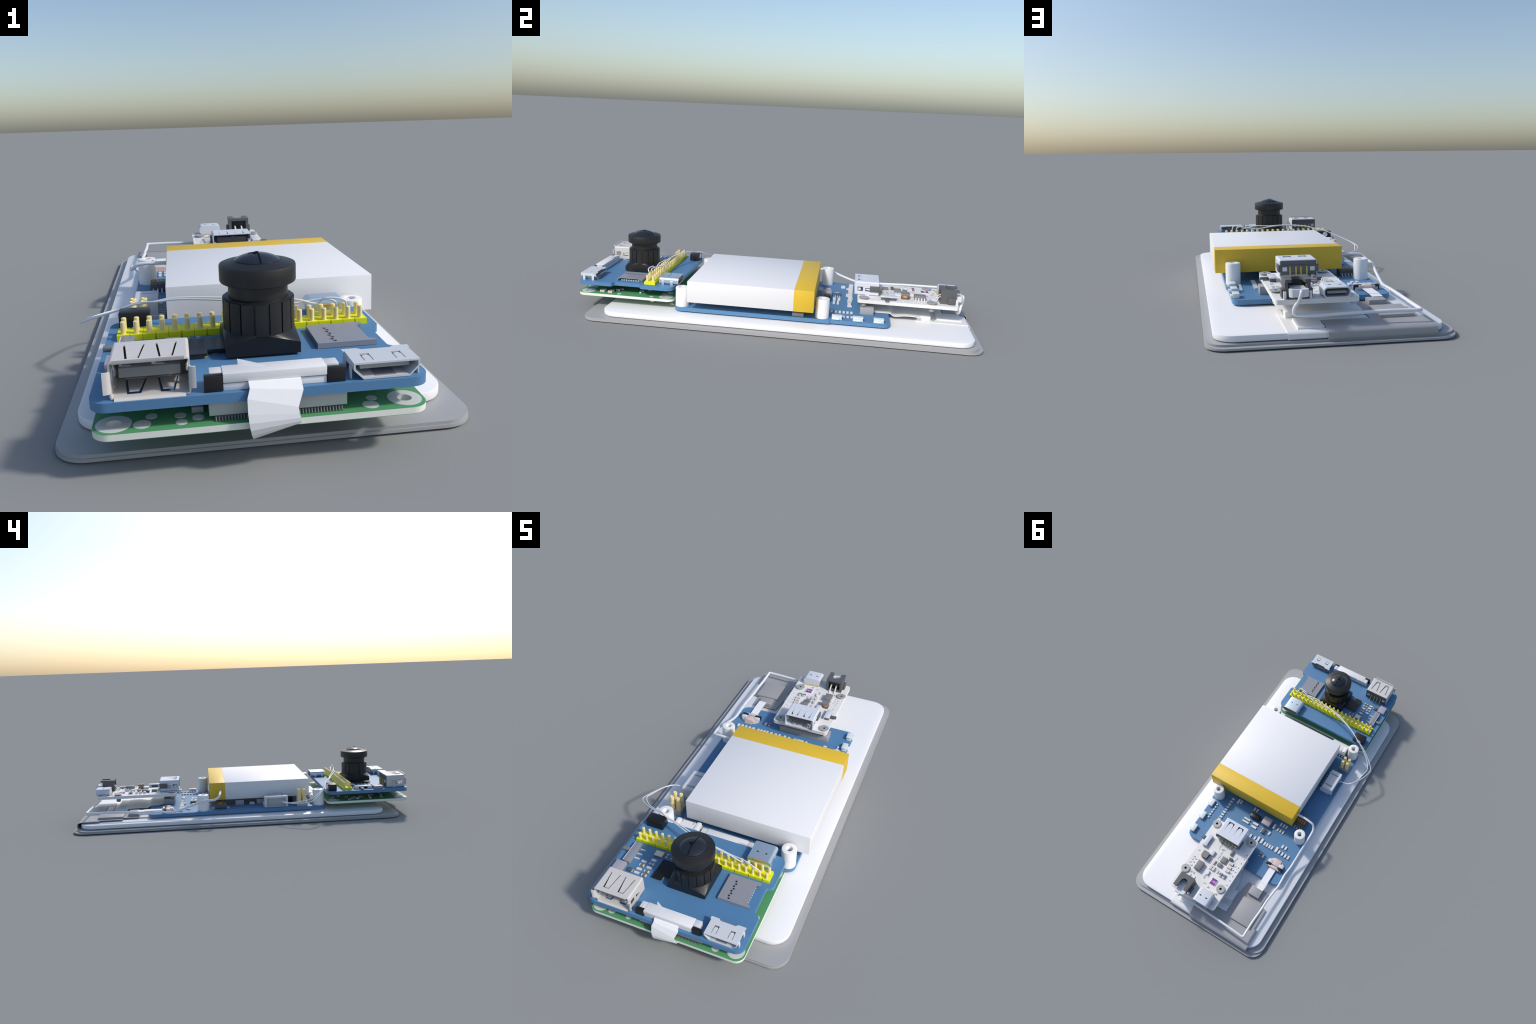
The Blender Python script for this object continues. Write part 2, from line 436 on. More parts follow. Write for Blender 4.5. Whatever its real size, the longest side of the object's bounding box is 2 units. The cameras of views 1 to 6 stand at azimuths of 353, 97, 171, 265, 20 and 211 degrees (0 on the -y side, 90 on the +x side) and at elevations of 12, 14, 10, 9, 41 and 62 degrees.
boxpart("socket_slider", board, -0.224, -0.196, 0.455, 0.476, 0.080, 0.0915, "offwhite", 0.0015)
g = Geo()
g.sheet([((-0.267, y, z), (-0.2255, y, z)) for y, z in ((0.485, 0.0775), (0.53, 0.0785), (0.595, 0.0795), (0.607, 0.0795))], 0.0028, "ribbon")
g.sheet([((-0.267, y, z), (-0.2255, y, z)) for y, z in ((0.6072, 0.0778), (0.63, 0.0778), (0.648, 0.0778))], 0.0028, "ribbon")
put("flat_cable", g, board)

# four-pin header
boxpart("header_base", board, -0.322, -0.258, -0.369, -0.305, ZB, 0.0985, "conn", 0.001)
g = Geo()
g.lathe([(0.0118, 0.098), (0.0118, 0.134), (0.0095, 0.1355), (0.0095, 0.166), (0.0085, 0.169), (0.0065, 0.170), (0.0052, 0.1675)], 0, 0, "pin", 20)
pm = g.mesh("tall_pin")
for x in (-0.3045, -0.2735):
    for y in (-0.352, -0.321): put("tall_pin", pm, board, (x, y, 0))

# side-entry wire socket
g = Geo()
x0, x1, y0, y1, zt = -0.308, -0.238, -0.252, -0.112, 0.1355
g.box(x0 + .004, x1, y0 + .01, y1 - .01, ZB + 0.001, ZB + 0.004, "offwhite")
g.box(x1 - 0.008, x1, y0 + .01, y1 - .01, ZB + 0.001, zt - 0.004, "offwhite", 0.001)
for a, b in ((y0, y0 + 0.014), (y1 - 0.014, y1)):
    g.box(x0, x1, a, b, ZB + 0.001, zt - 0.001, "offwhite", 0.0015)
    g.box(x0 + 0.02, x1 + 0.012, a - 0.004, b + 0.004, ZB, ZB + 0.025, "offwhite", 0.0015)
g.box(x0, x1, y0 + 0.0335, y1 - 0.0335, zt - 0.012, zt - 0.001, "offwhite", 0.001)
for a in (y0 + 0.012, y1 - 0.0245): g.box(x0, x1, a, a + 0.0125, zt - 0.012, zt - 0.001, "offwhite", 0.001)
for a in (y0 + 0.0245, y1 - 0.0335): g.box(x0 + 0.0, x1 - 0.004, a, a + 0.009, zt - 0.012, zt - 0.005, "conn")
g.box(x0 - 0.002, x0 + 0.012, y0 + 0.006, y1 - 0.006, zt - 0.010, zt + 0.0015, "offwhite", 0.002)
g.box(x0 + 0.012, x0 + 0.022, y0 + 0.012, y1 - 0.012, ZB + 0.004, zt - 0.014, "lightconn", 0.001)
for i in range(5):
    g.box(x0 + 0.006, x0 + 0.013, -0.222 + 0.018 * i, -0.218 + 0.018 * i, 0.098, 0.104, "tin")
    g.box(x1, x1 + 0.02, -0.222 + 0.018 * i, -0.218 + 0.018 * i, ZB, ZB + 0.02, "tin")
put("wire_socket", g, board)

# connectors along the near edge of the driver board
g = Geo()
sec = rounded([(-0.482, ZB, 0.0), (-0.482, 0.106, 0.012), (-0.450, 0.112, 0.012), (-0.410, 0.112, 0.018), (-0.398, 0.092, 0.014), (-0.402, ZB, 0.0)])
g.prism(sec, -0.246, -0.131, "white", xf=lambda a, b, c: (c, a, b))
for xx in (-0.216, -0.163): g.box(xx - 0.002, xx + 0.002, -0.430, -0.408, 0.1045, 0.1125, "conn", 0.0006)
g.box(-0.246, -0.225, -0.455, -0.410, 0.1, 0.1165, "white", 0.005)
g.box(-0.150, -0.128, -0.455, -0.405, 0.09, 0.1165, "white", 0.005)
for i in range(5): g.box(-0.238 + 0.02 * i, -0.232 + 0.02 * i, -0.402, -0.392, ZB, ZB + 0.012, "tin")
put("battery_plug", g, board)
g = Geo()
g.box(-0.093, 0.104, -0.448, -0.412, ZB, 0.101, "white", 0.0015)
g.box(-0.119, -0.0935, -0.446, -0.413, ZB, 0.098, "offwhite", 0.001)
g.box(0.1045, 0.130, -0.446, -0.413, ZB, 0.098, "offwhite", 0.001)
put("flat_cable_socket", g, board)

# grey board-to-flex connector below the charger board
boxpart("flex_socket", board, -0.064, 0.2095, 0.4355, 0.5015, ZB, 0.1035, "conn", 0.001)

# ------------------------------------------------------------------ battery
g = Geo(); g.box(-0.209, 0.3765, -0.397, 0.1185, 0.1115, 0.2167, "cell", 0.0012)
bat = put("battery", g, root)
boxpart("insulating_tape", bat, -0.2095, 0.377, 0.1187, 0.2135, 0.111, 0.2171, "tape", 0.0012)

# ------------------------------------------------------------------ compute module (green)
ZG0, ZG = 0.0800, 0.0945
HOLES = [(0.269, -0.939), (-0.309, -0.942), (0.270, -0.533), (-0.309, -0.533)]
og = rrect(-0.349, 0.309, -0.982, -0.486, 0.036, 8)
hl = [circle(x, y, 0.0155) for x, y in HOLES]
g = Geo()
g.prism(og, ZG0 + 0.0008, ZG - 0.0008, "fibre", holes=hl)
g.prism(og, ZG - 0.0008, ZG, "green", holes=hl)
g.prism(og, ZG0, ZG0 + 0.0008, "green", holes=hl)
mod = put("compute_module", g, root)
g = Geo()
for x, y in HOLES:
    g.ring([(0.0155, ZG0 - .0004), (0.0148, ZG0 - .0004), (0.0148, ZG + 0.0008), (0.0345, ZG + 0.0008), (0.0345, ZG), (0.0155, ZG)], x, y, "pad", 32)
for x, y, r in ((-0.255, -0.953, .0172), (-0.238, -0.922, .0115), (-0.182, -0.929, .0115), (-0.180, -0.958, .0115), (-0.148, -0.944, .0115),
                (0.193, -0.956, .0165), (0.204, -0.927, .0110), (0.287, -0.772, .0105), (0.289, -0.603, .0105), (0.229, -0.555, .0115), (0.203, -0.531, .016),
                (-0.25, -0.53, .012), (-0.22, -0.55, .010)):
    g.lathe([(r, ZG), (r, ZG + 0.0007)], x, y, "pad", 28)
put("solder_pad", g, mod, stuff=True)
# stacking connector under the front edge
boxpart("stacking_connector", mod, -0.127, 0.143, -0.964, -0.920, 0.1045, 0.1360, "lightconn", 0.0008)
g = Geo()
g.box(-0.117, 0.134, -0.962, -0.922, ZG, 0.1043, "dark")
for i in range(42):
    x = -0.1145 + 0.2465 * i / 41
    g.tube([(x, -0.962, 0.1025), (x, -0.9655, 0.1025), (x, -0.967, 0.0975), (x, -0.970, 0.0958)], 0.0014, "chip", 6)
put("stacking_contacts", g, mod, stuff=True)
# parts between the two boards
for x, y in ((0.272, -0.865), (0.278, -0.822)):
    chip("chip_capacitor", mod, x, y, ZG, "tan", 0.0225, 0.013, 0.0105)
    chip("chip_capacitor", mod, x - 0.016, y + 0.003, ZG, "peach", 0.021, 0.012, 0.0105)
boxpart("chip_package", mod, 0.243, 0.256, -0.80, -0.781, ZG, 0.109, "chip", 0.0008)
boxpart("chip_package", mod, -0.160, -0.136, -0.925, -0.905, ZG, 0.107, "conn", 0.002)
for i in range(46):
    x = rng.uniform(-0.325, 0.25); y = rng.uniform(-0.90, -0.57)
    chip("chip_capacitor", mod, x, y, ZG, rng.choice(["tan", "brown", "ceramic", "chip"]), 0.016, 0.009, 0.007, rng.choice("xy"))
# underside parts
boxpart("chip_package", mod, 0.02, 0.20, -0.95, -0.80, 0.0745, ZG0, "black")
boxpart("chip_package", mod, 0.18, 0.24, -0.86, -0.83, 0.075, ZG0, "offwhite")
g = Geo(); g.lathe([(0.010, 0.0700), (0.012, 0.072), (0.012, ZG0)], 0.285, -0.60, "lime", 20); put("locating_peg", g, mod)

# ------------------------------------------------------------------ carrier board (blue, above)
ZH0, ZH = 0.1360, 0.1550
g = Geo()
g.prism(rounded([(-0.3495, -0.979, 0.036), (0.309, -0.979, 0.036), (0.309, -0.805, 0.016), (0.284, -0.797, 0.012), (0.284, -0.665, 0.012), (0.309, -0.655, 0.016), (0.309, -0.490, 0.036), (-0.3495, -0.490, 0.036)]), ZH0, ZH, "blue")
hat = put("carrier_board", g, root)

# double pin header
P0, PITCH = -0.308, 0.03042
g = Geo()
c, w, y0, y1 = 0.0035, PITCH / 2 - 0.0005, -0.642, -0.5865
W2, q = PITCH - 0.0004, 0.0018
g.prism([(-W2, y0), (-q, y0), (-q, y0 + 0.006), (q, y0 + 0.006), (q, y0), (W2, y0), (W2, y1), (q, y1), (q, y1 - 0.006), (-q, y1 - 0.006), (-q, y1), (-W2, y1)], ZH, 0.1695, "header")
hb = g.mesh("header_block")
g = Geo()
g.lathe([(0.0062, ZH), (0.0062, 0.1985), (0.0050, 0.1995)], 0, 0, "pin", 18)
hp = g.mesh("header_pin")
for i in range(20):
    x = P0 + PITCH * i
    if i % 2 == 0: put("header_block", hb, hat, (x + PITCH / 2, 0, 0))
    for y in (-0.630, -0.599): put("header_pin", hp, hat, (x, y, 0))

# black corner block with a round plug
g = Geo(); g.box(-0.3255, -0.2475, -0.547, -0.4985, ZH, 0.1945, "black", 0.0015)
bb = put("light_sensor_block", g, hat)
g = Geo(); g.lathe([(0.0, -0.4955), (0.0135, -0.4955), (0.0145, -0.4965), (0.0145, -0.500)], 0, 0, "white", 24, xf=lambda a, b, c: (-0.291 + a, c, 0.1765 + b))
put("round_plug", g, hat)

# ------------------------------------------------------------------ camera
LX, LY = 0.003, -0.735
cam = Geo()
cx, cy, hw, rb, zc, zr = 0.0015, -0.7325, 0.0815, 0.0812, 0.1845, 0.2045
cor = [(hw, -hw), (hw, hw), (-hw, hw), (-hw, -hw)]
mid = [(hw, 0), (0, hw), (-hw, 0), (0, -hw)]          # where the round seat touches each side
for k in range(4):
    (ax, ay), (bx, by), (mx, my) = cor[k], cor[(k + 1) % 4], mid[k]
    cam.add([(cx + ax, cy + ay, 0.1605), (cx + bx, cy + by, 0.1605), (cx + bx, cy + by, zc), (cx + mx, cy + my, zr), (cx + ax, cy + ay, zc)], [(0, 1, 2, 3, 4)], "black")
    arc = [(cx + rb * math.cos(t), cy + rb * math.sin(t), zr) for t in (math.radians(90 * k + 90 * j / 10) for j in range(11))]
    cam.add([(cx + bx, cy + by, zc)] + arc, [(0, j + 1, j + 2) for j in range(10)], "black")
cam.add([(cx + x, cy + y, 0.1605) for x, y in cor], [(3, 2, 1, 0)], "black")
cam.add([(cx + rb * math.cos(2 * math.pi * j / 40), cy + rb * math.sin(2 * math.pi * j / 40), zr) for j in range(40)], [tuple(range(40))], "black")
cam.box(cx - 0.074, cx + 0.074, cy - 0.074, cy + 0.074, ZH, 0.1605, "black")
camera = put("camera_module", cam, root, sharp=25)
g = Geo()
ridge = []
for i in range(16):
    a0 = math.radians(22.5 * i - 90 + 9.2)
    gap = math.radians(1.3)
    for j in range(6):
        a = a0 + gap + (math.radians(22.5) - 2 * gap) * j / 5
        ridge.append((LX + 0.0805 * math.cos(a), LY + 0.0805 * math.sin(a)))
    a = a0 + math.radians(22.5)
    ridge += [(LX + 0.0765 * math.cos(a - gap), LY + 0.0765 * math.sin(a - gap)), (LX + 0.0765 * math.cos(a + gap), LY + 0.0765 * math.sin(a + gap))]
g.prism(ridge, 0.202, 0.2715, "lensblack")
g.ring([(0.0765, 0.271), (0.0765, 0.2745), (0.072, 0.276), (0.066, 0.276), (0.066, 0.271)], LX, LY, "lensblack", 64)
put("focus_barrel", g, camera)
g = Geo()
g.lathe([(0.0668, 0.268), (0.0668, 0.307), (0.082, 0.3075), (0.0845, 0.309), (0.0855, 0.3115), (0.0855, 0.3435), (0.0845, 0.3465), (0.0800, 0.3485), (0.058, 0.3530), (0.0545, 0.3545), (0.0525, 0.3540), (0.051, 0.3545)], LX, LY, "lensblack", 64)
put("lens_cap", g, camera)
g = Geo()
def dome(r): return 0.3555 + 0.0145 * (1 - (r / 0.051) ** 2) ** 0.9
prof = [(0.051, 0.3540)] + [(r, dome(r)) for r in (0.051, 0.049, 0.046, 0.042, 0.037, 0.031, 0.024, 0.016, 0.008, 0.0)]
g.lathe(prof, LX, LY, "lensglass", 64)
put("front_lens", g, camera)
g = Geo()
# dark marks across the front lens
def strip(p, q, w0, w1, k=14):
    rows = []
    for i in range(k + 1):
        t = i / k
        x, y = p[0] + (q[0] - p[0]) * t, p[1] + (q[1] - p[1]) * t
        d = Vector((q[1] - p[1], p[0] - q[0])).normalized() * (w0 + (w1 - w0) * t) / 2
        a, b = (x - d.x, y - d.y), (x + d.x, y + d.y)
        rows.append(tuple((LX + s[0], LY + s[1], dome(min(0.0509, math.hypot(*s))) + 0.0009) for s in (a, b)))
    g.sheet(rows, 0.0008, "hole")
strip((0.002, -0.0505), (0.002, 0.0505), 0.0035, 0.0022)
strip((0.001, -0.003), (-0.0085, 0.001), 0.022, 0.009, 6)
strip((-0.0085, 0.001), (-0.020, 0.001), 0.0032, 0.002, 6)
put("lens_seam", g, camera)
# flex tail of the camera and its connector
g = Geo()
g.prism([(-0.160, -0.798), (-0.118, -0.798), (-0.118, -0.775), (-0.075, -0.775), (-0.075, -0.699), (-0.160, -0.699)], 0.1625, 0.1680, "black")
g.box(-0.115, -0.07, -0.770, -0.705, 0.1565, 0.1625, "black")
put("camera_flex", g, camera)
g = Geo()
g.box(-0.152, -0.124, -0.790, -0.705, ZH, 0.1623, "dark")
for i in range(12):
    g.box(-0.160, -0.152, -0.784 + 0.0068 * i, -0.781 + 0.0068 * i, ZH, 0.160, "gold")
    g.box(-0.124, -0.117, -0.784 + 0.0068 * i, -0.781 + 0.0068 * i, ZH, 0.160, "gold")
g.box(-0.108, -0.094, -0.768, -0.764, ZH, 0.1605, "tin")
put("flex_connector", g, camera)

# ------------------------------------------------------------------ USB style sockets
def wide_socket(name, x0, x1, y0, y1, z0, z1, metal, flare, slotted):
    """Folded sheet-metal socket opening towards -y."""
    t = 0.0032
    W, D, H = x1 - x0, y1 - y0, z1 - z0
    g = Geo()
    def trap(cx, f, bk, wf, wb): return [(cx - wf / 2, f), (cx + wf / 2, f), (cx + wb / 2, bk), (cx - wb / 2, bk)]
    holes, tongues = [], []
    for k in (0.29, 0.71):
        cx = x0 + W * k
        if slotted: holes.append(trap(cx, y0 + D * 0.13, y0 + D * 0.82, W * 0.175, W * 0.285))
        else: holes.append(trap(cx, y0 + D * 0.13, y0 + D * 0.66, W * 0.235, W * 0.22))
        tongues.append(cx)
    # top and bottom plates with spring windows
    r = 0.006
    g.prism([(x0 + r, y0), (x1 - r, y0), (x1 - r, y1), (x0 + r, y1)], z1 - t, z1, metal, holes=holes)
    g.prism([(x0 + r, y0), (x1 - r, y0), (x1 - r, y1), (x0 + r, y1)], z0 + 0.0005, z0 + 0.0005 + t, metal, holes=holes)
    for cx in tongues:
        if slotted:
            f0, b0, wf, wb = y0 + D * 0.185, y0 + D * 0.835, W * 0.12, W * 0.235
        else:
            f0, b0, wf, wb = y0 + D * 0.17, y0 + D * 0.675, W * 0.115, W * 0.208
        rows = []
        for i in range(9):
            q = i / 8
            y = b0 + (f0 - b0) * q
            w = (wb + (wf - wb) * q) if slotted else wb + (wf - wb) * q ** 4
            if q > 0.95 and not slotted: w *= 0.8
            dz = 0.0035 * q ** 2 if not slotted else 0.009 * max(0, q - 0.3) ** 1.2
            if q > 0.9: dz *= 0.85
            rows.append((y, w, dz))
        g.sheet([((cx - w / 2, y, z1 - t / 2 - dz), (cx + w / 2, y, z1 - t / 2 - dz)) for y, w, dz in rows], t * 0.8, metal)
        g.sheet([((cx - w / 2, y, z0 + t / 2 + dz), (cx + w / 2, y, z0 + t / 2 + dz)) for y, w, dz in rows], t * 0.8, metal)
    # folded corners
    for xa, sx in ((x0, 1), (x1, -1)):
        for za, sz in ((z0 + 0.0005, 1), (z1, -1)):
            arc = [(xa + sx * (r - rr * math.sin(a)), za + sz * (r - rr * math.cos(a))) for rr, rg in ((r, (0, 30, 60, 90)), (r - t, (90, 60, 30, 0))) for a in (math.radians(d) for d in rg)]
            g.prism(arc, y0, y1, metal, xf=lambda a, b, c: (a, c, b))
    # side walls with a window and a side spring
    win = [[(y0 + D * 0.10, z0 + H * 0.30), (y0 + D * 0.34, z0 + H * 0.30), (y0 + D * 0.34, z0 + H * 0.62), (y0 + D * 0.10, z0 + H * 0.62)],
           [(y0 + D * 0.44, z0 + H * 0.30), (y0 + D * 0.74, z0 + H * 0.30), (y0 + D * 0.74, z0 + H * 0.56), (y0 + D * 0.44, z0 + H * 0.56)]]
    for xa in (x0, x1 - t):
        g.prism([(y0, z0 + r), (y1, z0 + r), (y1, z1 - r), (y0, z1 - r)], xa, xa + t, metal, holes=win, xf=lambda a, b, c: (c, a, b))
        sgn = 1 if xa == x0 else -1
        yq = [y0 + D * q for q in (0.74, 0.62, 0.54, 0.47)]
        g.sheet([((xa + t / 2 + sgn * d, y, z0 + H * 0.36), (xa + t / 2 + sgn * d, y, z0 + H * 0.50)) for y, d in zip(yq, (0, 0.003, 0.006, 0.004))], t * 0.7, metal)
        if not slotted:
            g.lathe([(0.006, 0), (0.006, 0.009), (0.004, 0.011)], 0, 0, metal, 12, xf=lambda a, b, c: (xa + t / 2 + sgn * c, y0 + D * 0.2 + a, z0 + H * 0.45 + b))
    for xa in (x0 + 0.001, x1 - 0.005): g.box(xa, xa + 0.004, y0 + D * 0.45, y0 + D * 0.62, z0 - 0.012, z0 + 0.008, metal)
    if flare:  # lips folded outwards round the mouth
        def lip(a, b, d):
            a, b, d = Vector(a), Vector(b), Vector(d)
            rows = [(a + Vector((0, dy, 0)) + d * q, b + Vector((0, dy, 0)) + d * q) for dy, q in ((0.003, 0), (-0.001, 0.03), (-0.0038, 0.2), (-0.0055, 0.5), (-0.006, 1.0))]
            g.sheet(rows, t * 1.3, metal)
        zm, xm = t / 2, t / 2
        lip((x0 + 0.008, y0, z1 - zm), (x1 - 0.010, y0, z1 - zm), (0, 0, 0.0085))
        lip((x0 + 0.008, y0, z0 + zm + .001), (x1 - 0.010, y0, z0 + zm + .001), (0, 0, -0.0055))
        lip((x0 + xm, y0, z0 + 0.0145), (x0 + xm, y0, z1 - 0.0165), (-0.0125, 0, 0))
        lip((x1 - xm, y0, z0 + 0.0145), (x1 - xm, y0, z1 - 0.0165), (0.0115, 0, 0))
    sh = put(name, g, root)
    # insulator: back wall and tongue
    g = Geo()
    pw = 0.0 if flare else 0.006
    mb = "dark"
    g.box(x0 + t, x1 - t, y1 - D * 0.16, y1 + 0.002, z0 + 0.004, z1 - t, mb)
    if not flare: g.box(x0 - pw, x1 + pw, y1 - 0.045, y1 + 0.004, z0 + H * 0.30, z1 - H * 0.28, mb, 0.001)
    g.box(x0 + W * 0.12, x1 - W * 0.12, y0 + D * 0.10, y1 - D * 0.1, z0 + H * 0.52, z0 + H * 0.78, "chip" if flare else "dark", 0.001)
    for k in (0.13, 0.87):
        cx = x0 + W * k
        g.box(cx - W * 0.06, cx + W * 0.06, y1 + 0.0022, y1 + 0.0055, z0 + H * 0.36, z0 + H * 0.60, metal, 0.0006)
    put("socket_insulator", g, sh)
    # contacts: inside strips and legs down the back
    g = Geo()
    for k in (0.28, 0.44, 0.57, 0.73):
        cx = x0 + W * k
        g.box(cx - 0.004, cx + 0.004, y0 + D * 0.14, y1 - D * 0.2, z0 + H * 0.50, z0 + H * 0.52, "gold")
        g.sheet([((cx - 0.0028, y, z), (cx + 0.0028, y, z)) for y, z in ((y1 + 0.0035, z0 + H * 0.62), (y1 + 0.0045, z0 + H * 0.30), (y1 + 0.007, z0 + 0.008), (y1 + 0.012, z0 + 0.002), (y1 + 0.022, z0 + 0.001))], 0.0018, "gold")
    put("socket_contact", g, sh)
    return sh
wide_socket("usb_socket", -0.3085, -0.1585, -0.968, -0.8575, ZH, 0.2285, "warm", True, True)

# small video socket at the right corner
def video_socket():
    x0, x1, y0, y1, z0, z1 = 0.154, 0.287, -0.972, -0.892, ZH + 0.001, 0.1905
    t, c = 0.0035, 0.020
    xm = 0.012
    outer = [(x0, z1 - t), (x0, z0 + c), (x0 + c, z0), (x1 - c, z0), (x1, z0 + c), (x1, z1 - t)]
    inner = [(x0 + t, z1 - t), (x0 + t, z0 + c + 0.001), (x0 + c + 0.001, z0 + t), (x1 - c - 0.001, z0 + t), (x1 - t, z0 + c + 0.001), (x1 - t, z1 - t)]
    g = Geo()
    n = 6
    v = [(x, y, z) for y in (y0, y1) for L in (outer, inner) for x, z in L]
    f = []
    for i in range(n):
        k = (i + 1) % n
        if i != n - 1:
            f += [(i, k, 2 * n + k, 2 * n + i), (n + i, n + k, 3 * n + k, 3 * n + i), (i, k, n + k, n + i), (2 * n + i, 2 * n + k, 3 * n + k, 3 * n + i)]
    g.add(v, f, "hdmi")
    holes = []
    for cx in (x0 + 0.034, x1 - 0.034):
        w, q, ya, yb = 0.0098, 0.0022, y0 + 0.012, y0 + 0.048
        holes.append([(cx - w, ya), (cx - w + q, ya), (cx - w + q, yb - 0.011), (cx + w - q, yb - 0.011), (cx + w - q, ya), (cx + w, ya), (cx + w, yb), (cx - w, yb)])
    g.prism([(x0, y0), (x1, y0), (x1, y1 - 0.012), (x1 + 0.004, y1 - 0.012), (x1 + 0.004, y1), (x1 - 0.028, y1), (x1 - 0.036, y1 - 0.008), (x0 + 0.036, y1 - 0.008), (x0 + 0.028, y1), (x0 - 0.004, y1), (x0 - 0.004, y1 - 0.012), (x0, y1 - 0.012)], z1 - t, z1, "hdmi", holes=holes)
    for cx in (x0 + 0.034, x1 - 0.034):
        g.lathe([(0.0001, -0.0062), (0.0038, -0.0058), (0.0045, -0.0045), (0.0045, 0.0045), (0.0038, 0.0058), (0.0001, 0.0062)], 0, 0, "white", 14, xf=lambda a, b, c: (cx + c, y0 + 0.0385 + a, z1 - 0.0042 + b))
    for xa in (x0 - 0.0035, x1):
        for ya in (y0 + 0.012, y1 - 0.022):
            g.box(xa, xa + 0.0035, ya, ya + 0.012, ZH - 0.004, z1 - 0.012, "hdmi", 0.0005)
    sh = put("video_socket", g, root)
    g = Geo()
    g.box(x0 + 0.006, x1 - 0.006, y1 - 0.016, y1 - 0.004, z0 + 0.001, z1 - t - 0.001, "dark")
    g.box(x0 + 0.016, x1 - 0.016, y0 + 0.014, y1 - 0.01, z0 + 0.0165, z0 + 0.0255, "conn", 0.001)
    g.box(x0 + 0.045, x1 - 0.045, y0 + 0.006, y1 - 0.01, z0 + 0.0036, z0 + 0.0042, "sd")
    for i in range(18): g.box(x0 + 0.020 + 0.0053 * i, x0 + 0.0225 + 0.0053 * i, y1 - 0.004, y1 + 0.004, ZH, ZH + 0.022, "sd")
    put("socket_insulator", g, sh)
video_socket()

# memory-card slot
g = Geo()
pads = []
sdo = [(0.126, -0.790), (0.261, -0.790), (0.261, -0.783), (0.246, -0.773), (0.246, -0.684), (0.250, -0.684), (0.250, -0.678), (0.261, -0.678), (0.261, -0.661), (0.126, -0.661)]
holes = []
for i in range(8):
    y = -0.778 + 0.0125 * i
    sx = 0.0 if i % 2 else 0.004
    holes.append([(0.155 + sx, y - 0.0035), (0.165 + sx, y - 0.0048), (0.169 + sx, y - 0.001), (0.166 + sx, y + 0.0042), (0.157 + sx, y + 0.0042), (0.161 + sx, y)])
g.prism(sdo, 0.1655, 0.168, "sd", holes=holes)
g.box(0.126, 0.1285, -0.790, -0.661, ZH, 0.1655, "sd")
g.box(0.1285, 0.261, -0.790, -0.7875, ZH + 0.001, 0.1655, "sd")
g.box(0.1285, 0.261, -0.6635, -0.661, ZH + 0.001, 0.1655, "sd")
g.box(0.132, 0.24, -0.785, -0.666, ZH, 0.158, "chip")
card = put("card_slot", g, hat)
g = Geo()
for i in range(8): g.box(0.236, 0.2465, -0.775 + 0.0125 * i, -0.771 + 0.0125 * i, ZH, 0.1592, "tin")
put("card_contact", g, hat, stuff=True)

# rounded chrome socket behind the header
def oval_shell(g, x0, x1, z0, z1, y0, y1, m, t=0.003, mouth=1, cap=True):
    r = (z1 - z0) * 0.38
    o = rrect(x0, x1, z0, z1, r, 6); i_ = rrect(x0 + t, x1 - t, z0 + t, z1 - t, r - t * 0.9, 6)
    n = len(o)
    ya, yb = (y0, y1)
    v = [(x, ya, z) for x, z in o] + [(x, yb, z) for x, z in o] + [(x, yb, z) for x, z in i_] + [(x, ya + (yb - ya) * 0.2, z) for x, z in i_]
    f = []
    for j in range(3):
        f += [(j * n + i, j * n + (i + 1) % n, (j + 1) * n + (i + 1) % n, (j + 1) * n + i) for i in range(n)]
    f += [list(range(n)), [3 * n + i for i in range(n)]]
    g.add(v, f, m)
g = Geo()
oval_shell(g, 0.1585, 0.2615, ZH + 0.001, 0.1925, -0.570, -0.474, "chrome")
for xa in (0.1575, 0.2595):
    for ya in (-0.560, -0.515): g.box(xa, xa + 0.003, ya, ya + 0.014, ZH - 0.002, ZH + 0.020, "chrome", 0.0005)
for cx in (0.191, 0.229):
    g.box(cx - 0.004, cx + 0.004, -0.532, -0.527, 0.1925, 0.1931, "hole")
ch = put("round_edge_socket", g, root)
g = Geo()
g.box(0.171, 0.249, -0.545, -0.480, 0.170, 0.178, "amber", 0.003)
g.box(0.164, 0.256, -0.5735, -0.5705, ZH + 0.003, ZH + 0.018, "lime", 0.001)
g.box(0.190, 0.232, -0.5745, -0.5695, 0.1862, 0.1895, "amber")
g.box(0.185, 0.235, -0.576, -0.572, ZH, ZH + 0.004, "amber")
put("socket_insulator", g, ch)

